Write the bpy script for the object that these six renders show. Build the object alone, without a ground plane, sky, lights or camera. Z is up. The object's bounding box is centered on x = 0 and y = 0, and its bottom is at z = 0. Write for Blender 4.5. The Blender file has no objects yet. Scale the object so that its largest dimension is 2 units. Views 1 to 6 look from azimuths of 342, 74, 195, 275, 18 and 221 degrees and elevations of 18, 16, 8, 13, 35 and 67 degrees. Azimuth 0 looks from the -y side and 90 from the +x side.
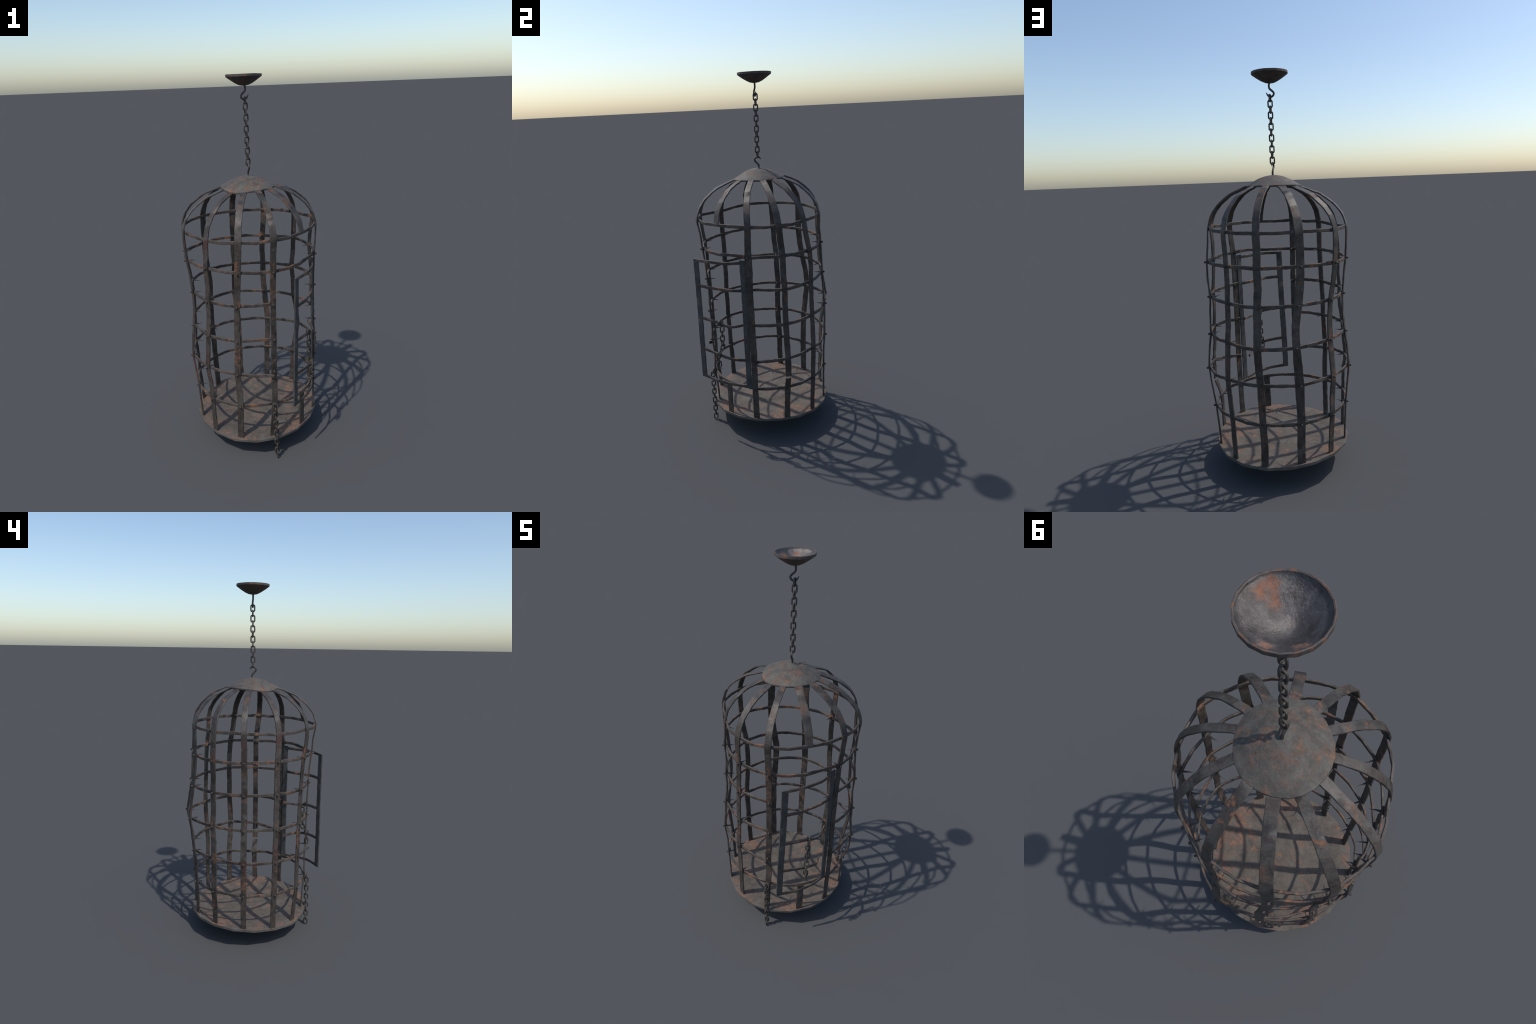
"""Hanging iron gibbet cage: twelve bent straps, six hoops, open door, spikes,
floor plate, domed cap, chains, hooks and a ceiling plate."""
import bpy, math, random
from mathutils import Vector, Matrix, noise

random.seed(7)
AXIS = Vector((-0.006, 0.013, 0.0))          # vertical axis of the cage
COL = bpy.context.scene.collection


# ------------------------------------------------------------------ helpers
def radial(p):
    d = Vector((p[0] - AXIS.x, p[1] - AXIS.y, 0))
    return d.normalized() if d.length > 1e-6 else Vector((0, -1, 0))


def add_object(name, mesh, parent, mat=None):
    ob = bpy.data.objects.new(name, mesh)
    COL.objects.link(ob)
    ob.parent = parent
    if mat is not None:
        mesh.materials.clear()
        mesh.materials.append(mat)
    return ob


def add_empty(name, loc, parent=None):
    ob = bpy.data.objects.new(name, None)
    COL.objects.link(ob)
    ob.empty_display_size = 0.05
    ob.parent = parent
    if parent is None:
        ob.location = loc
    return ob


def make_mesh(name, verts, faces, smooth_angle=32.0):
    me = bpy.data.meshes.new(name)
    me.from_pydata([tuple(v) for v in verts], [], faces)
    me.validate()
    me.update()
    for p in me.polygons:
        p.use_smooth = True
    me.set_sharp_from_angle(angle=math.radians(smooth_angle))
    return me


def smooth_path(pts, step=0.012, soft=0.5):
    """Blend of straight segments and Catmull-Rom through the control points."""
    pts = [Vector(p) for p in pts]
    out = []
    n = len(pts)
    for i in range(n - 1):
        p1, p2 = pts[i], pts[i + 1]
        p0 = pts[i - 1] if i > 0 else p1 * 2 - p2
        p3 = pts[i + 2] if i + 2 < n else p2 * 2 - p1
        L = (p2 - p1).length
        m = max(2, int(L / step))
        # centripetal-like tangents scaled with the segment length
        t1 = (p2 - p0).normalized() * L * soft + (p2 - p1) * (1 - soft)
        t2 = (p3 - p1).normalized() * L * soft + (p2 - p1) * (1 - soft)
        for k in range(m):
            t = k / m
            h = (2 * t**3 - 3 * t**2 + 1, t**3 - 2 * t**2 + t, -2 * t**3 + 3 * t**2, t**3 - t**2)
            out.append(p1 * h[0] + t1 * h[1] + p2 * h[2] + t2 * h[3])
    out.append(pts[-1])
    return out


def bar_section(w, t, c):
    """Chamfered rectangle, w across, t thick, outer face at +t/2."""
    a, b = w / 2, t / 2
    return [(-a + c, b), (a - c, b), (a, b - c), (a, -b + c), (a - c, -b), (-a + c, -b), (-a, -b + c), (-a, b - c)]


def flat_bar(name, path, w, t, out_dir, parent, mat, seed=0.0, rough=0.0015, shift=0.0,
             chamfer=0.0014, width_fn=None, twist_fn=None, closed=False):
    """Sweep a flat bar along path. out_dir(p) gives the direction its broad face looks."""
    verts, faces = [], []
    n = len(path)
    for i, p in enumerate(path):
        if closed:
            a, b = path[(i - 1) % n], path[(i + 1) % n]
        else:
            a, b = path[max(i - 1, 0)], path[min(i + 1, n - 1)]
        tan = (b - a).normalized()
        o = out_dir(p)
        o = (o - tan * o.dot(tan)).normalized()
        s = tan.cross(o).normalized()
        f = i / max(1, n - 1)
        if twist_fn:
            q = Matrix.Rotation(twist_fn(f), 3, tan)
            o, s = q @ o, q @ s
        ww = w * (width_fn(f) if width_fn else 1.0)
        for j, (x, y) in enumerate(bar_section(ww, t, chamfer)):
            v = p + s * x + o * (y + shift)
            nn = noise.noise_vector(v * 38 + Vector((seed, seed * 2, 0))) * rough
            nn += noise.noise_vector(v * 110 + Vector((seed, 3, 0))) * rough * 0.5
            verts.append(v + nn)
    rings = n if closed else n - 1
    for i in range(rings):
        for j in range(8):
            k = (j + 1) % 8
            i2 = (i + 1) % n
            faces.append((i * 8 + j, i * 8 + k, i2 * 8 + k, i2 * 8 + j))
    if not closed:
        faces.append(tuple(reversed(range(8))))
        faces.append(tuple((n - 1) * 8 + j for j in range(8)))
    return add_object(name, make_mesh(name, verts, faces, 40), parent, mat)


def tube(name, path, r, parent, mat, sides=8, taper=None, closed=False, add=True):
    verts, faces = [], []
    n = len(path)
    ref = None
    for i, p in enumerate(path):
        if closed:
            a, b = path[(i - 1) % n], path[(i + 1) % n]
        else:
            a, b = path[max(i - 1, 0)], path[min(i + 1, n - 1)]
        tan = (b - a).normalized()
        if ref is None:
            ref = tan.orthogonal().normalized()
        ref = (ref - tan * ref.dot(tan)).normalized()
        s = tan.cross(ref)
        rr = r * (taper(i / (n - 1)) if taper else 1)
        for j in range(sides):
            a_ = 2 * math.pi * j / sides
            verts.append(p + (ref * math.cos(a_) + s * math.sin(a_)) * rr)
    for i in range(n if closed else n - 1):
        for j in range(sides):
            k = (j + 1) % sides
            i2 = (i + 1) % n
            faces.append((i * sides + j, i * sides + k, i2 * sides + k, i2 * sides + j))
    if not closed:
        faces.append(tuple(reversed(range(sides))))
        faces.append(tuple((n - 1) * sides + j for j in range(sides)))
    me = make_mesh(name, verts, faces, 55)
    return add_object(name, me, parent, mat) if add else me


def revolve(profile, sides, centre, warp=None, phase=0.0):
    """Closed solid of revolution. profile: (r, z) from axis (top) round to axis (underside)."""
    verts, faces = [], []
    rows = []
    for r, z in profile:
        if r < 1e-6:
            rows.append([len(verts)])
            v = Vector((centre.x, centre.y, z))
            verts.append(warp(v, 0.0, 0.0) if warp else v)
        else:
            row = []
            for j in range(sides):
                a = phase + 2 * math.pi * j / sides
                v = Vector((centre.x + r * math.sin(a), centre.y - r * math.cos(a), z))
                row.append(len(verts))
                verts.append(warp(v, a, r) if warp else v)
            rows.append(row)
    for A, B in zip(rows[:-1], rows[1:]):
        if len(A) == 1:
            for j in range(sides):
                faces.append((A[0], B[j], B[(j + 1) % sides]))
        elif len(B) == 1:
            for j in range(sides):
                faces.append((A[j], B[0], A[(j + 1) % sides]))
        else:
            for j in range(sides):
                k = (j + 1) % sides
                faces.append((A[j], B[j], B[k], A[k]))
    return verts, faces


# ---------------------------------------------------------------- materials
class Nodes:
    def __init__(self, name):
        self.m = bpy.data.materials.new(name)
        self.m.use_nodes = True
        self.t = self.m.node_tree
        self.bsdf = self.t.nodes["Principled BSDF"]
        tc = self.t.nodes.new("ShaderNodeTexCoord")
        self.co = tc.outputs["Object"]

    def link(self, a, b):
        self.t.links.new(a, b)

    def mapping(self, scale=(1, 1, 1), loc=(0, 0, 0)):
        n = self.t.nodes.new("ShaderNodeMapping")
        n.inputs["Scale"].default_value = scale
        n.inputs["Location"].default_value = loc
        self.link(self.co, n.inputs["Vector"])
        return n.outputs["Vector"]

    def noise(self, scale, detail=6, rough=0.6, dist=0.0, vec=None):
        n = self.t.nodes.new("ShaderNodeTexNoise")
        n.inputs["Scale"].default_value = scale
        n.inputs["Detail"].default_value = detail
        n.inputs["Roughness"].default_value = rough
        n.inputs["Distortion"].default_value = dist
        self.link(vec if vec is not None else self.co, n.inputs["Vector"])
        return n.outputs["Fac"]

    def ramp(self, fac, stops):
        n = self.t.nodes.new("ShaderNodeValToRGB")
        e = n.color_ramp.elements
        while len(e) < len(stops):
            e.new(0.5)
        for el, (p, c) in zip(e, stops):
            el.position = p
            el.color = c if isinstance(c, tuple) else (c, c, c, 1)
        self.link(fac, n.inputs["Fac"])
        return n.outputs["Color"]

    def mix(self, fac, a, b):
        n = self.t.nodes.new("ShaderNodeMix")
        n.data_type = 'RGBA'
        for sock, v in ((n.inputs[0], fac), (n.inputs[6], a), (n.inputs[7], b)):
            if isinstance(v, (tuple, float, int)):
                sock.default_value = v
            else:
                self.link(v, sock)
        return n.outputs[2]

    def bump(self, height, strength, distance):
        n = self.t.nodes.new("ShaderNodeBump")
        n.inputs["Strength"].default_value = strength
        n.inputs["Distance"].default_value = distance
        self.link(height, n.inputs["Height"])
        self.link(n.outputs["Normal"], self.bsdf.inputs["Normal"])


def rgb(r, g, b):
    return (r, g, b, 1.0)


def iron_material(name, dark, light, rust_a, rust_b, rust_from, rust_to, metallic, rough, red=0.0, scale=1.0,
                  bump=0.5, soot=0.5, patches=(), stains=(), brown_amount=0.55, ragged=15.0, bump_scale=75.0):
    """Forged iron: grey blotches, dark scale, fine grain, ragged rust and a few old red stains."""
    N = Nodes(name)
    base = N.ramp(N.noise(13 * scale, 10, 0.72, 0.3), [(0.36, dark), (0.64, light)])
    soot_mask = N.ramp(N.noise(21 * scale, 10, 0.76, 0.5, N.mapping((1, 1, 1), (1.3, 4.2, 8.8))), [(0.47, 0.0), (0.60, soot)])
    base = N.mix(soot_mask, base, rgb(dark[0] * .40, dark[1] * .35, dark[2] * .32))
    grain = N.noise(150 * scale, 5, 0.75)
    base = N.mix(N.ramp(grain, [(0.42, 0.0), (0.70, 0.5)]), base, rgb(dark[0] * .5, dark[1] * .48, dark[2] * .45))
    brown = N.ramp(N.noise(26 * scale, 9, 0.74, 0.4, N.mapping((1, 1, .7), (5.5, 2.2, 6.1))), [(0.44, 0.0), (0.66, brown_amount)])
    base = N.mix(brown, base, rgb(rust_a[0] * 1.25, rust_a[1] * 1.35, rust_a[2] * 1.4))
    mask_noise = N.noise(ragged * scale, 12, 0.80, 0.35, N.mapping((1, 1, 0.8), (3.1, 1.7, 0.4)))
    mask = N.ramp(mask_noise, [(rust_from, 0.0), (rust_to, 1.0)])

    def near_mask(centre, radius, gain, lo, hi):
        """Ragged patch: noise pushed over a threshold near a point."""
        m = N.t.nodes.new("ShaderNodeVectorMath")
        m.operation = 'DISTANCE'
        N.link(N.co, m.inputs[0])
        m.inputs[1].default_value = centre
        near = N.t.nodes.new("ShaderNodeMapRange")
        near.inputs["From Min"].default_value = radius
        near.inputs["From Max"].default_value = radius * .3
        near.inputs["To Max"].default_value = gain
        N.link(m.outputs["Value"], near.inputs["Value"])
        ad = N.t.nodes.new("ShaderNodeMath")
        ad.operation = 'ADD'
        N.link(near.outputs["Result"], ad.inputs[0])
        N.link(mask_noise, ad.inputs[1])
        return N.ramp(ad.outputs[0], [(lo, 0.0), (hi, 1.0)])

    for (centre, radius, gain) in patches:
        mask = N.mix(near_mask(centre, radius, gain, rust_from, rust_to), mask, rgb(1, 1, 1))
    rust = N.ramp(N.noise(45 * scale, 9, 0.75), [(0.32, rust_a), (0.68, rust_b)])
    col = N.mix(mask, base, rust)
    for (centre, radius) in stains:
        col = N.mix(near_mask(centre, radius, .17, .66, .80), col, rgb(red, red * .2, red * .2))
    N.link(col, N.bsdf.inputs["Base Color"])
    N.link(N.ramp(mask, [(0.0, metallic), (0.8, 0.0)]), N.bsdf.inputs["Metallic"])
    N.link(N.ramp(mask, [(0.0, rough), (0.8, 0.9)]), N.bsdf.inputs["Roughness"])
    N.bump(N.noise(bump_scale * scale, 9, 0.72), bump, 0.22 / bump_scale)
    return N.m


M_STRAP = iron_material("wrought_iron_strap", rgb(.038, .035, .031), rgb(.092, .083, .073),
                        rgb(.048, .026, .018), rgb(.20, .090, .048), .575, .68, .16, .52, red=.085, soot=.8,
                        patches=(((-.013, -.32, .44), .14, .085), ((-.009, -.33, 1.0), .11, .085), ((-.194, -.275, .62), .12, .085),
                                 ((-.36, .015, .44), .12, .085), ((-.006, .36, .45), .15, .085), ((.35, .016, .86), .10, .085),
                                 ((.31, .18, 1.28), .08, .085), ((-.17, .32, 1.32), .09, .085), ((.17, .31, .60), .12, .085),
                                 ((.10, -.22, 1.38), .07, .085), ((.34, .016, .43), .08, .085)),
                        stains=(((-.298, -.155, 1.19), .13), ((-.36, .018, 1.15), .14), ((-.35, .016, .50), .12),
                                ((-.19, .31, .8), .14), ((-.33, -.153, .62), .12), ((.29, .184, .22), .10), ((.16, -.275, .17), .06)))
M_HOOP = iron_material("wrought_iron_hoop", rgb(.041, .036, .031), rgb(.100, .086, .073),
                       rgb(.055, .031, .021), rgb(.25, .120, .065), .555, .68, .10, .60, red=.08, soot=.75,
                       patches=(((-.10, -.31, .33), .10, .085), ((-.25, -.22, .53), .09, .085), ((-.09, -.31, .71), .09, .085),
                                ((-.33, .10, 1.08), .10, .085), ((.15, .30, 1.08), .10, .085), ((.33, .10, .71), .12, .085)),
                       stains=(((-.35, -.07, .53), .09),))
M_DOOR = iron_material("door_iron", rgb(.050, .053, .054), rgb(.092, .096, .096),
                       rgb(.045, .030, .022), rgb(.14, .075, .045), .60, .72, .18, .55, soot=.45)
M_CHAIN = iron_material("chain_iron", rgb(.036, .034, .029), rgb(.082, .075, .062),
                        rgb(.05, .03, .02), rgb(.10, .058, .034), .58, .72, .2, .55, scale=3)
M_BOLT = iron_material("bolt_iron", rgb(.045, .043, .040), rgb(.105, .099, .090),
                       rgb(.05, .03, .02), rgb(.10, .06, .035), .60, .75, .35, .48, scale=3)
M_SPIKE = iron_material("spike_iron", rgb(.028, .027, .025), rgb(.065, .060, .052),
                        rgb(.04, .025, .018), rgb(.09, .05, .03), .58, .72, .2, .55, scale=3)
RIM_RUST = tuple(((-.008 + .32 * math.sin(math.radians(t)), .017 - .32 * math.cos(math.radians(t)), .13), .10, g)
                 for t, g in ((20, .15), (75, .06), (118, .10), (165, .05), (205, .08), (250, .06), (285, .10), (330, .06)))
M_FLOOR = iron_material("rusty_floor_iron", rgb(.074, .065, .053), rgb(.120, .105, .086),
                        rgb(.080, .050, .037), rgb(.225, .120, .077), .53, .80, .04, .75, bump=.9, soot=.55, patches=RIM_RUST, ragged=11)
M_RIM = iron_material("floor_rim_iron", rgb(.075, .072, .067), rgb(.140, .132, .121),
                      rgb(.07, .045, .03), rgb(.20, .11, .07), .60, .74, .1, .65)
M_CAP = iron_material("rusty_cap_iron", rgb(.062, .060, .052), rgb(.114, .109, .094),
                      rgb(.044, .028, .022), rgb(.25, .122, .070), .49, .66, .05, .66, scale=1.35, bump=.9, soot=.5)
M_PLATE = iron_material("ceiling_plate_iron", rgb(.045, .043, .041), rgb(.11, .10, .092),
                        rgb(.07, .035, .022), rgb(.24, .10, .055), .50, .62, .2, .55, scale=3.5)
M_PLATE_IN = iron_material("bare_plate_iron", rgb(.105, .098, .093), rgb(.21, .197, .188),
                           rgb(.13, .058, .036), rgb(.30, .135, .078), .64, .82, .70, .29, scale=2.0, bump=.55, soot=.35,
                           brown_amount=.12, ragged=9, bump_scale=26,
                           patches=(((0.052, -0.012, 1.985), .042, .30), ((0.032, -0.004, 1.97), .030, .26),
                                    ((-0.022, 0.076, 1.985), .032, .28), ((-0.066, 0.036, 1.985), .032, .26)))

# ------------------------------------------------------------- measurements
# Points on the outer face of each strap where the six hoops cross it, then its foot.
STRAP = {
    0: [(-0.008, -0.353, 1.245), (-0.009, -0.335, 1.081), (-0.009, -0.322, 0.904), (-0.009, -0.320, 0.710), (-0.013, -0.319, 0.529), (-0.013, -0.318, 0.328), (-0.025, -0.304, 0.123)],
    1: [(0.166, -0.282, 1.245), (0.162, -0.272, 0.327), (0.159, -0.273, 0.130)],
    2: [(0.303, -0.151, 1.244), (0.292, -0.155, 1.083), (0.286, -0.154, 0.906), (0.286, -0.153, 0.702), (0.288, -0.153, 0.486), (0.286, -0.155, 0.324), (0.280, -0.154, 0.135)],
    3: [(0.351, -0.001, 1.246), (0.339, 0.017, 1.081), (0.351, 0.018, 0.902), (0.357, 0.015, 0.709), (0.369, 0.016, 0.515), (0.334, 0.018, 0.325), (0.332, 0.010, 0.130)],
    4: [(0.304, 0.153, 1.246), (0.309, 0.178, 1.083), (0.298, 0.186, 0.908), (0.307, 0.184, 0.715), (0.328, 0.179, 0.532), (0.299, 0.184, 0.334), (0.284, 0.181, 0.120)],
    5: [(0.168, 0.295, 1.244), (0.158, 0.304, 1.082), (0.158, 0.311, 0.906), (0.164, 0.318, 0.715), (0.177, 0.310, 0.528), (0.165, 0.306, 0.330), (0.158, 0.304, 0.115)],
    6: [(-0.010, 0.351, 1.242), (-0.009, 0.357, 1.081), (-0.006, 0.366, 0.903), (-0.007, 0.394, 0.713), (-0.005, 0.362, 0.527), (-0.006, 0.354, 0.328), (-0.005, 0.349, 0.118)],
    7: [(-0.199, 0.308, 1.243), (-0.201, 0.306, 1.085), (-0.188, 0.321, 0.906), (-0.179, 0.342, 0.713), (-0.186, 0.320, 0.525), (-0.182, 0.308, 0.328), (-0.176, 0.303, 0.118)],
    8: [(-0.342, 0.179, 1.238), (-0.339, 0.184, 1.085), (-0.314, 0.188, 0.907), (-0.309, 0.191, 0.714), (-0.318, 0.185, 0.528), (-0.309, 0.186, 0.333), (-0.296, 0.182, 0.125)],
    9: [(-0.372, 0.018, 1.239), (-0.365, 0.016, 1.083), (-0.346, 0.016, 0.903), (-0.354, 0.015, 0.710), (-0.370, 0.015, 0.528), (-0.351, 0.015, 0.332), (-0.341, 0.014, 0.128)],
    10: [(-0.293, -0.157, 1.227), (-0.303, -0.155, 1.083), (-0.303, -0.154, 0.904), (-0.314, -0.155, 0.712), (-0.327, -0.153, 0.530), (-0.312, -0.152, 0.331), (-0.306, -0.147, 0.125)],
    11: [(-0.171, -0.305, 1.241), (-0.176, -0.290, 1.083), (-0.184, -0.280, 0.905), (-0.190, -0.275, 0.710), (-0.197, -0.272, 0.522), (-0.190, -0.272, 0.326), (-0.193, -0.254, 0.116)],
}
# Extra bends between two hoops: strap -> {level index above: (x, y, z)}
BEND = {
    0: {1: (-0.009, -0.341, 1.163), 2: (-0.009, -0.326, 0.993), 3: (-0.009, -0.319, 0.807), 4: (-0.011, -0.317, 0.620), 5: (-0.010, -0.314, 0.428), 6: (-0.018, -0.309, 0.225)},
    2: {1: (0.298, -0.152, 1.164)},
    3: {1: (0.343, 0.008, 1.164), 2: (0.344, 0.016, 0.992), 3: (0.349, 0.017, 0.806), 4: (0.359, 0.016, 0.612)},
    4: {1: (0.306, 0.163, 1.165), 2: (0.307, 0.184, 0.996), 3: (0.305, 0.184, 0.811), 4: (0.321, 0.181, 0.624), 5: (0.316, 0.180, 0.433), 6: (0.291, 0.181, 0.227)},
    5: {1: (0.164, 0.296, 1.163), 2: (0.155, 0.309, 0.994), 3: (0.158, 0.314, 0.810), 5: (0.172, 0.305, 0.429), 6: (0.162, 0.304, 0.223)},
    6: {1: (-0.012, 0.353, 1.161), 2: (-0.012, 0.360, 0.992), 3: (-0.008, 0.381, 0.808), 6: (-0.009, 0.350, 0.223)},
    7: {2: (-0.197, 0.311, 0.995), 3: (-0.176, 0.336, 0.810), 5: (-0.182, 0.312, 0.427), 6: (-0.177, 0.304, 0.223)},
    8: {2: (-0.328, 0.183, 0.996), 3: (-0.307, 0.187, 0.811), 4: (-0.313, 0.185, 0.621), 5: (-0.311, 0.184, 0.430), 6: (-0.301, 0.181, 0.229)},
    9: {1: (-0.369, 0.016, 1.161), 2: (-0.354, 0.015, 0.993), 3: (-0.344, 0.016, 0.806), 4: (-0.364, 0.015, 0.619), 6: (-0.346, 0.016, 0.230)},
    10: {1: (-0.297, -0.157, 1.155), 2: (-0.298, -0.153, 0.994), 3: (-0.302, -0.153, 0.808), 4: (-0.319, -0.152, 0.621), 5: (-0.315, -0.151, 0.430), 6: (-0.308, -0.147, 0.228)},
    11: {1: (-0.174, -0.300, 1.162), 2: (-0.180, -0.283, 0.994), 3: (-0.189, -0.277, 0.808), 5: (-0.192, -0.271, 0.424), 6: (-0.192, -0.262, 0.221)},
}
STRAP_W = {0: .0290, 1: .0340, 2: .0325, 3: .0300, 4: .0300, 5: .0310, 6: .0340, 7: .0365, 8: .0315, 9: .0300, 10: .0300, 11: .0305}
STRAP_T = 0.0075
HOOP_H, HOOP_T = 0.0166, 0.0082


# where each strap slips under the cap: (azimuth in degrees, radius, height)
STRAP_TOP = {0: (359.7, .152, 1.447), 1: (27.5, .151, 1.449), 2: (56.7, .152, 1.451), 3: (81.7, .150, 1.449),
             4: (108.0, .141, 1.449), 5: (145.0, .138, 1.449), 6: (180.8, .143, 1.450), 7: (211.3, .149, 1.447),
             8: (239.7, .150, 1.443), 9: (269.1, .146, 1.440), 10: (300.4, .144, 1.432), 11: (332.0, .152, 1.437)}


def polar(az, r, z):
    a = math.radians(az)
    return Vector((AXIS.x + r * math.sin(a), AXIS.y - r * math.cos(a), z))


def dome_points(k, p1):
    """Strap from under the cap down to the first hoop."""
    az0, r0, z0 = STRAP_TOP[k]
    z0 -= 0.003
    az1 = math.degrees(math.atan2(p1.x - AXIS.x, -(p1.y - AXIS.y))) % 360
    if az1 - az0 > 180:
        az1 -= 360
    if az0 - az1 > 180:
        az1 += 360
    r1 = math.hypot(p1.x - AXIS.x, p1.y - AXIS.y)
    pts = [polar(az0, r0 * .70, z0 + .004)]
    # fractions of the way out, down and round at the three bends of the strap
    for fr, fz, fa in ((0, 0, 0), (.435, .185, .4), (.745, .445, .7), (.915, .69, .87)):
        pts.append(polar(az0 + (az1 - az0) * fa, r0 + (r1 - r0) * fr, z0 + (p1.z - z0) * fz))
    return pts


# -------------------------------------------------------------------- build
cage = add_empty("hanging_cage", (0, 0, 0))
cage["label"] = "rusty iron gibbet cage with spikes hanging from a chain"
cage["category"] = "hanging cage"

# --- straps
for k in range(12):
    pts = [Vector(p) for p in STRAP[k]]
    for lev in sorted(BEND.get(k, {}), reverse=True):
        pts.insert(lev, Vector(BEND[k][lev]))
    top = dome_points(k, pts[0])
    runs = []
    if k == 1:                                   # cut away for the door
        end = pts[0] + Vector((0, 0, -0.002))
        runs.append(top + [end])
        runs.append(pts[1:])
    elif k == 3:                                 # snapped above the last hoop
        runs.append(top + [p for p in pts if p.z > .45] + [Vector((0.366, 0.015, 0.411))])
        runs.append([Vector((0.364, 0.014, 0.399)), Vector((0.360, 0.015, 0.386)), Vector((0.349, 0.017, 0.362))] + [p for p in pts if p.z < .35])
    else:
        runs.append(top + pts)
    for run in runs:
        path = smooth_path(run, 0.012, 0.45)
        ph = k * 1.7
        flat_bar("strap", path, STRAP_W[k] * 1.05, STRAP_T, radial, cage, M_STRAP, seed=k * 5.3, shift=-0.0005,
                 width_fn=lambda f, ph=ph: 1.0 + 0.04 * math.sin(9 * f + ph))

# --- hoops
HOOP_OFF = STRAP_T / 2 + HOOP_T / 2 - 0.0010


def hoop_node(k, lev):
    """Centre line of a hoop where strap k crosses it."""
    p = Vector(STRAP[k][lev])
    return p - radial(p) * HOOP_OFF + Vector((0, 0, HOOP_DROP.get((lev, k), 0)))


# Hammered unevenness: per hoop, {gap after strap k: (outward mm, upward mm) at mid gap}
HOOP_WAVE = [
    {0: (1.2, -3.3), 1: (-0.4, 0.8), 2: (1.4, -3.7), 3: (0.7, -4.9), 4: (0.4, -0.6), 5: (0.1, -2.1), 6: (0.1, -2.3), 7: (0.6, 0.7), 8: (-0.3, 1.5), 9: (-3.0, -0.4), 10: (3.4, -2.7), 11: (0.3, -5.5)},
    {0: (-0.0, 0.1), 1: (-3.9, 7.9), 2: (2.4, 1.6), 3: (-0.5, 2.8), 4: (-2.0, -2.0), 5: (-0.3, 2.8), 6: (-0.1, 0.8), 7: (-0.4, -2.0), 8: (1.8, -2.0), 9: (-1.5, 0.6), 10: (-4.1, 0.8), 11: (-3.1, -0.6)},
    {2: (-6.6, 0.2), 3: (0.0, -0.2), 4: (-4.1, -2.3), 5: (0.3, -1.3), 6: (-0.0, 0.2), 7: (-0.2, 0.2), 8: (-0.8, 0.0), 9: (-2.0, 0.7), 10: (-4.7, -2.7), 11: (-4.1, 1.1)},
    {2: (0.9, 1.8), 3: (0.1, -0.3), 4: (0.6, -1.5), 5: (0.5, -2.0), 6: (0.2, -1.0), 7: (-1.4, 0.9), 8: (0.1, 2.4), 9: (-5.4, 3.1), 10: (-1.2, 1.8), 11: (-4.3, 2.7)},
    {2: (-1.1, 1.5), 3: (0.6, -1.7), 4: (3.5, -7.2), 5: (0.4, -1.6), 6: (-0.4, 1.7), 7: (-1.2, 2.4), 8: (-4.3, -0.4), 9: (-1.2, -0.4), 10: (2.1, 1.6), 11: (1.5, -0.9)},
    {0: (-0.1, 0.1), 1: (-3.3, 4.6), 2: (4.2, 1.8), 3: (1.2, -3.3), 4: (2.4, -3.1), 5: (0.5, -1.6), 6: (-0.3, 1.1), 7: (-3.1, -1.2), 8: (-1.1, 1.4), 9: (0.6, 1.5), 10: (4.7, 4.0), 11: (-3.1, 2.2)},
]
HOOP_DROP = {(4, 0): -0.026, (4, 11): -0.003}     # the fifth hoop has torn loose at the door


def hoop_mid(a, b, lev, gap):
    ra = math.hypot(a.x - AXIS.x, a.y - AXIS.y)
    rb = math.hypot(b.x - AXIS.x, b.y - AXIS.y)
    d = radial((a + b) / 2)
    dr, dz = (q / 1000 for q in HOOP_WAVE[lev].get(gap, (0, 0)))
    r = (ra + rb) / 2 + dr
    return Vector((AXIS.x + d.x * r, AXIS.y + d.y * r, (a.z + b.z) / 2 + dz))


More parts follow.
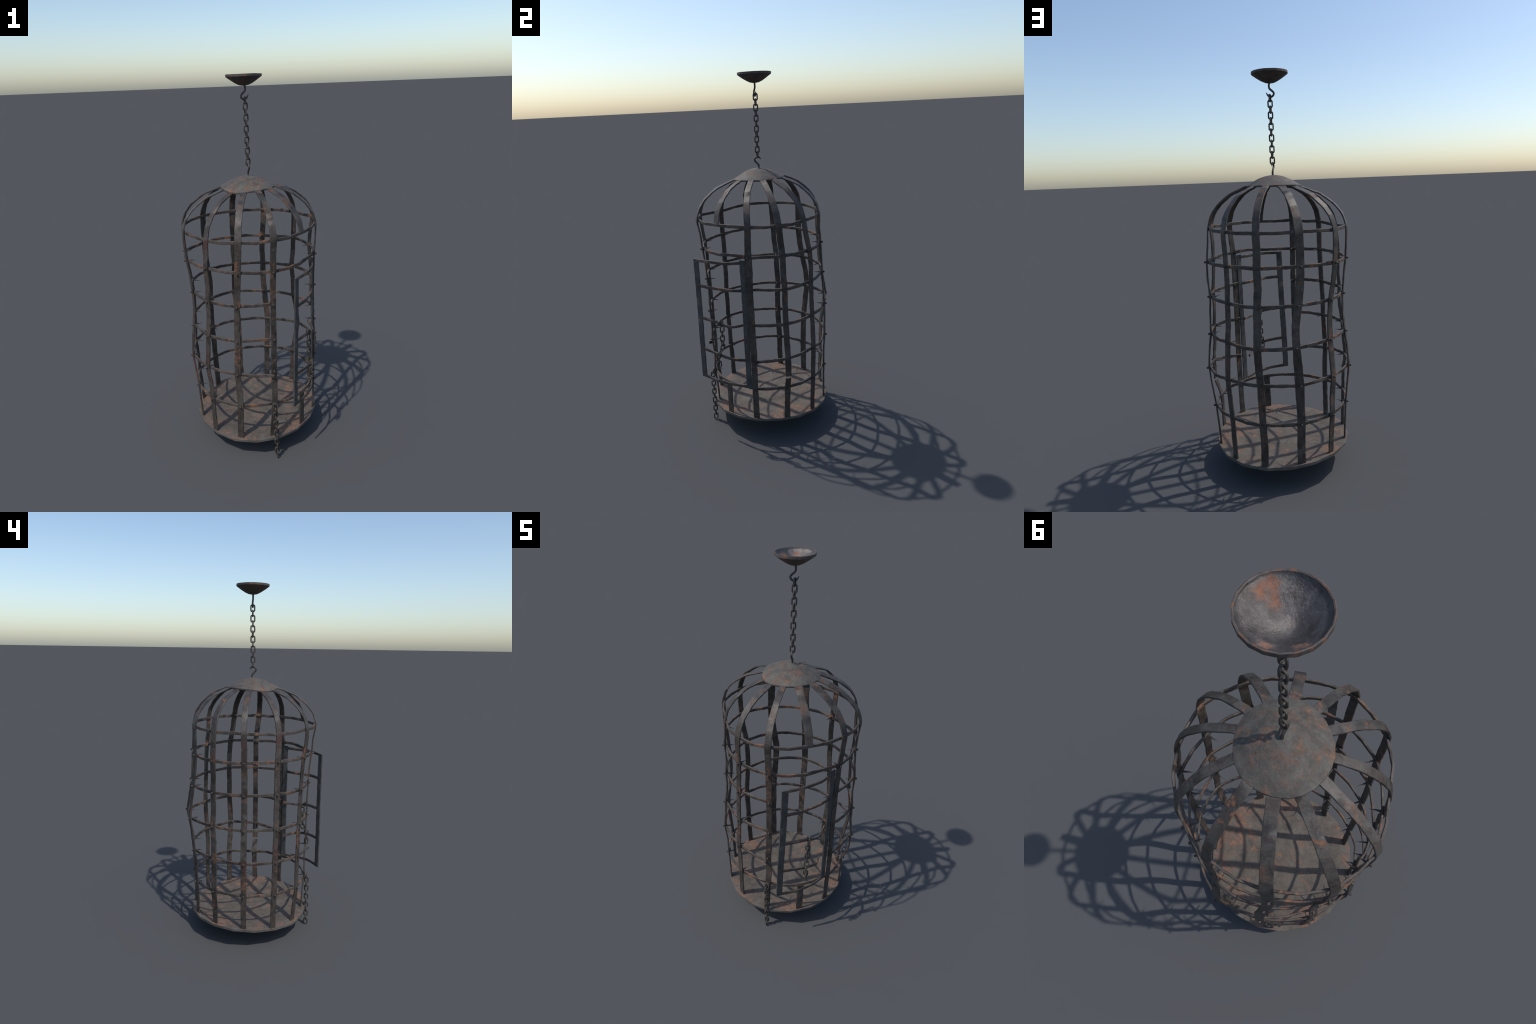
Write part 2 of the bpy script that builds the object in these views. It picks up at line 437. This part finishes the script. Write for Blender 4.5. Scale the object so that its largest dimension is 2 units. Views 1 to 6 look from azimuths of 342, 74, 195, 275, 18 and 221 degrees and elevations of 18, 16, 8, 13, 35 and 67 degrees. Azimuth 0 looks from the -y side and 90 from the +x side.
for lev in range(6):
    if lev in (2, 3, 4):                         # cut at the door
        order = [2, 3, 4, 5, 6, 7, 8, 9, 10, 11, 0]
        closed = False
    else:
        order = list(range(12))
        closed = True
    nodes = {}
    for k in order:
        if k == 1 and lev in (1, 5):
            a, b = hoop_node(0, lev), hoop_node(2, lev)
            nodes[k] = Vector((0.160, -0.268, 0.327)) if lev == 5 else Vector((0.158, -0.274, (a.z + b.z) / 2))
        elif k == 1:
            p = Vector(STRAP[1][0])
            nodes[k] = p - radial(p) * 0.001
        else:
            nodes[k] = hoop_node(k, lev)
    pts = []
    for i, k in enumerate(order):
        pts.append(nodes[k])
        if i + 1 < len(order) or closed:
            k2 = order[(i + 1) % len(order)]
            pts.append(hoop_mid(nodes[k], nodes[k2], lev, k))
    if closed:
        full = smooth_path(pts[-2:] + pts + pts[:2], 0.011, 0.35)
        # keep one turn only
        s = min(range(len(full)), key=lambda i: (full[i] - pts[0]).length)
        e = max(i for i in range(len(full)) if (full[i] - pts[0]).length < 1e-5)
        path = full[s:e]
    else:
        ends_a = pts[0] + (pts[0] - pts[1]).normalized() * 0.012
        if lev == 4:
            pts[-1] = Vector((-0.032, -0.317, 0.503))
            ends_b = Vector((-0.018, -0.339, 0.507))
        else:
            ends_b = pts[-1] + (pts[-1] - pts[-2]).normalized() * 0.012
        path = smooth_path([ends_a] + pts + [ends_b], 0.011, 0.35)
    flat_bar("hoop", path, HOOP_H, HOOP_T, radial, cage, M_HOOP, seed=50 + lev * 3.1, rough=0.0018,
             closed=closed, chamfer=0.0015)

# --- bolts with a spike behind each
bolt_me = None


def bolt_mesh():
    prof = [(0, 0.0100), (0.0036, 0.0098), (0.0056, 0.0078), (0.0058, 0.0), (0.0045, -0.001), (0.0040, -0.016), (0, -0.016)]
    v, f = revolve(prof, 8, Vector((0, 0, 0)))
    return make_mesh("bolt", v, f, 40)


def spike_mesh():
    path = [Vector((0, 0, -0.012 - 0.0045 * i)) for i in range(11)]
    path = [p + Vector((0.0006 * math.sin(i), 0.0006 * math.cos(1.3 * i), 0)) for i, p in enumerate(path)]
    return tube("spike", path, 0.0044, None, None, 6, lambda f: max(0.05, 1 - f ** 1.3), add=False)


bolt_me, spike_me = bolt_mesh(), spike_mesh()
bolt_me.materials.append(M_BOLT)
spike_me.materials.append(M_SPIKE)
rng = random.Random(3)
for k in range(12):
    for lev in range(1, 6):
        if k == 1:
            continue
        p = Vector(STRAP[k][lev])
        p = p + radial(p) * STRAP_T / 2
        d = radial(p) + Vector((rng.uniform(-.12, .12), rng.uniform(-.12, .12), rng.uniform(-.12, .12)))
        M = Matrix.Translation(p) @ d.to_track_quat('Z', 'Y').to_matrix().to_4x4()
        for nm, me in (("bolt", bolt_me), ("spike", spike_me)):
            ob = bpy.data.objects.new(nm, me)
            COL.objects.link(ob)
            ob.parent = cage
            ob.matrix_local = M @ Matrix.Rotation(rng.uniform(0, 6), 4, 'Z')

# --- door, swung half open on the right hand strap
door = add_empty("door", (0, 0, 0), cage)
F_TOP, F_BOT = Vector((0.090, -0.391, 1.056)), Vector((0.074, -0.394, 0.346))
H_TOP, H_BOT = Vector((0.268, -0.180, 1.066)), Vector((0.263, -0.181, 0.328))
swing = Vector((0.80, 0.60, 0))
face_f = Vector((0.60, -0.80, 0))
face_h = Vector((0.86, -0.50, 0))


def post(p0, p1, face, w, seed):
    path = smooth_path([p0, p0.lerp(p1, .35) + Vector((.001, .001, 0)), p0.lerp(p1, .7) - Vector((.001, 0, 0)), p1], 0.015)
    return flat_bar("door_post", path, w, 0.008, lambda p: face, door, M_DOOR, seed=seed)


post(F_TOP, F_BOT, face_f, 0.0330, 81)
post(H_TOP, H_BOT, face_h, 0.0300, 84)


def door_point(z, f):
    a = F_BOT.lerp(F_TOP, (z - F_BOT.z) / (F_TOP.z - F_BOT.z))
    b = H_BOT.lerp(H_TOP, (z - H_BOT.z) / (H_TOP.z - H_BOT.z))
    q = a.lerp(b, f)
    bul = 0.030 * math.sin(math.pi * min(1, f)) 
    q += Vector((0.766, -0.642, 0)) * bul
    q.z = z
    return q


bars = [
    [door_point(1.049, 0.0), door_point(1.053, .33), door_point(1.050, .7), door_point(1.052, .97)],
    [door_point(0.905, 0.0), Vector((0.156, -0.342, 0.905)), Vector((0.231, -0.245, 0.899)), door_point(0.900, .97)],
    [door_point(0.716, 0.0), Vector((0.150, -0.345, 0.714)), Vector((0.197, -0.305, 0.708)), Vector((0.2335, -0.262, 0.694)), Vector((0.243, -0.215, 0.696)), Vector((0.247, -0.167, 0.700))],
    [door_point(0.528, 0.0), Vector((0.168, -0.336, 0.523)), Vector((0.205, -0.300, 0.514)), Vector((0.2345, -0.259, 0.503)), Vector((0.236, -0.215, 0.490)), Vector((0.229, -0.174, 0.478))],
    [door_point(0.354, 0.0), door_point(0.352, .33), door_point(0.345, .7), door_point(0.336, .97)],
]
for i, b in enumerate(bars):
    b[0] = b[0] + (b[1] - b[0]).normalized() * 0.004
    flat_bar("door_bar", smooth_path(b, 0.011, 0.4), 0.0160, 0.0075, lambda p: (p - Vector((0.06, -0.16, p.z))).normalized(),
             door, M_HOOP, seed=90 + i * 4)

# --- floor plate: a dented, warped disc
FC = Vector((-0.008, 0.017, 0))
FLOOR_R = 0.347


def floor_warp(v, a, r):
    """Rim bent up and down; the tread sags into a ring round a slightly raised boss."""
    k = (r / FLOOR_R) ** 2
    v = v.copy()
    rim = 0.009 * math.cos(2 * (a - math.radians(65))) + 0.004 * math.cos(a - math.radians(50))
    v.z += k * rim
    v.z += noise.noise(Vector((v.x * 7, v.y * 7, 1.5))) * 0.0015
    for az, rr, wide, h in ((318, .15, .10, -.0045), (85, .27, .09, .005), (300, .30, .06, .003)):
        q = Vector((v.x - FC.x - rr * math.sin(math.radians(az)), v.y - FC.y + rr * math.cos(math.radians(az)), 0)).length
        v.z += h * math.exp(-(q / wide) ** 2)
    if 0.33 < r:
        q = 1 + noise.noise(Vector((v.x * 6, v.y * 6, 9.0))) * 0.012
        v.x, v.y = FC.x + (v.x - FC.x) * q, FC.y + (v.y - FC.y) * q
    return v


def sag(r):
    if r < .108:
        return -.0045
    if r < .122:
        return -.0045 - (r - .108) / .014 * .0055
    t = max(0, (r - .17) / (FLOOR_R - .17))
    return -.0100 * (1 - t * t * (3 - 2 * t))


RS = [.05, .10, .108, .115, .122, .15, .18, .21, .24, .27, .30, .325, .340]
prof = [(0, .129 + sag(0))] + [(r, .129 + sag(r)) for r in RS] + [(0.3470, .1295), (0.3490, .1282), (0.3485, .1145), (0.346, .1125), (0.25, .106), (0, .104)]
v, f = revolve(prof, 18, FC, floor_warp, math.radians(1))
floor = add_object("floor_plate", make_mesh("floor_plate", v, f, 35), cage, M_FLOOR)
floor.data.materials.append(M_RIM)
for p in floor.data.polygons:
    if abs(p.normal.z) < 0.75 or p.normal.z < 0:
        p.material_index = 1

# --- domed cap over the strap ends
CC = Vector((AXIS.x - 0.003, AXIS.y - 0.0025, 0))


def cap_warp(v, a, r):
    """Hand-beaten: rim bent down at the front left, slightly oval, dimpled."""
    k = min(1.0, (r / 0.14)) ** 2
    d = math.atan2(math.sin(a - math.radians(312)), math.cos(a - math.radians(312)))
    v = v.copy()
    v.z -= k * 0.014 * math.exp(-(d / 0.75) ** 2)
    q = 1 + k * (0.030 * math.cos(2 * (a - math.radians(40))) + 0.008 * math.sin(5 * a))
    v.x, v.y = CC.x + (v.x - CC.x) * q, CC.y + (v.y - CC.y) * q
    v += noise.noise_vector(v * 16) * 0.0016
    v.z += noise.noise(v * 42) * 0.0009
    return v


prof = [(0, 1.5002), (.012, 1.5000), (.03, 1.4982), (.045, 1.4952), (.06, 1.4910), (.075, 1.4850), (.09, 1.4780), (.105, 1.4705),
        (.118, 1.4640), (.131, 1.4575), (.1400, 1.4532), (.1425, 1.4510), (.1428, 1.4460), (.1415, 1.4435), (.12, 1.4500), (.08, 1.4700), (.04, 1.487), (0, 1.492)]
v, f = revolve(prof, 24, CC, cap_warp)
add_object("domed_cap", make_mesh("domed_cap", v, f, 40), cage, M_CAP)

# --- ceiling plate: shallow bowl, open upward
PC = Vector((-0.009, 0.015, 0))


def plate_warp(v, a, r):
    return v + noise.noise_vector(v * 30) * 0.0008


outer = [(.0855, 1.9985), (.0880, 2.0), (.0905, 1.9995), (.0905, 1.9890), (.078, 1.9800), (.062, 1.9690), (.043, 1.9570), (.025, 1.9485), (.012, 1.9462), (0, 1.9458)]
inner = [(.0855, 1.9985), (.0850, 1.9915), (.072, 1.9815), (.057, 1.9715), (.040, 1.9615), (.024, 1.9545), (.012, 1.9522), (0, 1.9518)]
v, f = revolve(outer, 20, PC, plate_warp)
plate = add_object("ceiling_plate", make_mesh("ceiling_plate", v, f, 30), cage, M_PLATE)
v, f = revolve(inner, 20, PC, lambda v, a, r: plate_warp(v, a, r) + Vector((0, 0, noise.noise(v * 45) * .0012)))
f = [tuple(reversed(q)) for q in f]
add_object("plate_bowl", make_mesh("plate_bowl", v, f, 60), plate, M_PLATE_IN)

# --- hooks
up = Vector((PC.x + .0025, PC.y - .001, 1.949))
shape = [(0, 0), (.003, -.017), (0, -.029), (-.011, -.039), (-.0215, -.051), (-.018, -.062), (-.006, -.069), (.007, -.063), (.0185, -.046)]
path = smooth_path([up + Vector((x, 0, z)) for x, z in shape], 0.004, 0.7)
tube("hook", path, 0.0050, cage, M_CHAIN, 8, lambda f: 1 if f < .75 else 1 - .8 * ((f - .75) / .25) ** 2)
lo = Vector((-0.006, 0.0135, 1.499))
shape = [(0, 0), (.001, .016), (-.008, .028), (-.019, .040), (-.0215, .048), (-.015, .058), (-.004, .0625), (.007, .058), (.0145, .046)]
path = smooth_path([lo + Vector((0, y, z)) for y, z in shape], 0.004, 0.7)
tube("hook", path, 0.0052, cage, M_CHAIN, 8, lambda f: 1 if f < .75 else 1 - .8 * ((f - .75) / .25) ** 2)

# --- chains
LINK_L, LINK_W, WIRE = 0.0404, 0.0285, 0.0075


def link_mesh():
    a, b, c = (LINK_W - WIRE) / 2, (LINK_L - WIRE) / 2, 0.0048
    corner = [(-a, -b + c), (-a, b - c), (-a + c * .7, b), (a - c * .7, b), (a, b - c), (a, -b + c), (a - c * .7, -b), (-a + c * .7, -b)]
    path = []
    for i in range(8):
        p, q = corner[i], corner[(i + 1) % 8]
        for t in (0.12, 0.5, 0.88):
            path.append(Vector((p[0] + (q[0] - p[0]) * t, 0, p[1] + (q[1] - p[1]) * t)))
    return tube("chain_link", path, WIRE / 2, None, None, 8, closed=True, add=False)


link_me = link_mesh()
link_me.materials.append(M_CHAIN)


def chain(places, parent_name="chain"):
    """places: (centre, along direction, turn about it in degrees)"""
    holder = add_empty(parent_name, (0, 0, 0), cage)
    for c, d, turn in places:
        ob = bpy.data.objects.new("chain_link", link_me)
        COL.objects.link(ob)
        ob.parent = holder
        d = Vector(d).normalized()
        x = Vector((1, 0, 0))
        x = (x - d * x.dot(d)).normalized()
        y = d.cross(x)
        M = Matrix((x, y, d)).transposed().to_4x4()
        ob.matrix_local = Matrix.Translation(Vector(c)) @ M @ Matrix.Rotation(math.radians(turn), 4, 'Z')


rng = random.Random(11)
A, B = Vector((-0.007, 0.0145, 1.8750)), Vector((-0.006, 0.0098, 1.5730))
chain([(A.lerp(B, i / 11) + Vector((rng.uniform(-.0006, .0006), rng.uniform(-.0006, .0006), 0)), B - A,
        (90 if i % 2 == 0 else 0) + rng.uniform(-5, 5)) for i in range(12)])

# chain hanging free from the last bolt of the front strap, lowest point of the whole thing
top, bot = Vector((-0.0175, -0.333, 0.2975)), Vector((-0.0127, -0.336, 0.0196))
places = [(Vector((-0.0150, -0.3300, 0.3210)), Vector((-.05, -.30, -1)), 10)]
for i in range(11):
    places.append((top.lerp(bot, i / 10), bot - top, (90 if i % 2 == 0 else 0) + rng.uniform(-8, 8)))
chain(places)

# chain looped round the bent door bar
run = [(0.193, -0.296, 0.686), (0.193, -0.2965, 0.672), (0.1935, -0.298, 0.645), (0.194, -0.299, 0.618), (0.194, -0.300, 0.591),
       (0.193, -0.301, 0.564), (0.196, -0.315, 0.541), (0.196, -0.327, 0.520), (0.1965, -0.3275, 0.494), (0.199, -0.327, 0.469)]
places = [(Vector((0.194, -0.304, 0.707)), Vector((0.55, -0.80, .2)), 90)]
for i in range(1, len(run)):
    a, b = Vector(run[max(1, i - 1)]), Vector(run[min(i + 1, len(run) - 1)])
    places.append((Vector(run[i]), b - a, (80 if i % 2 else -5) + rng.uniform(-10, 10)))
chain(places)
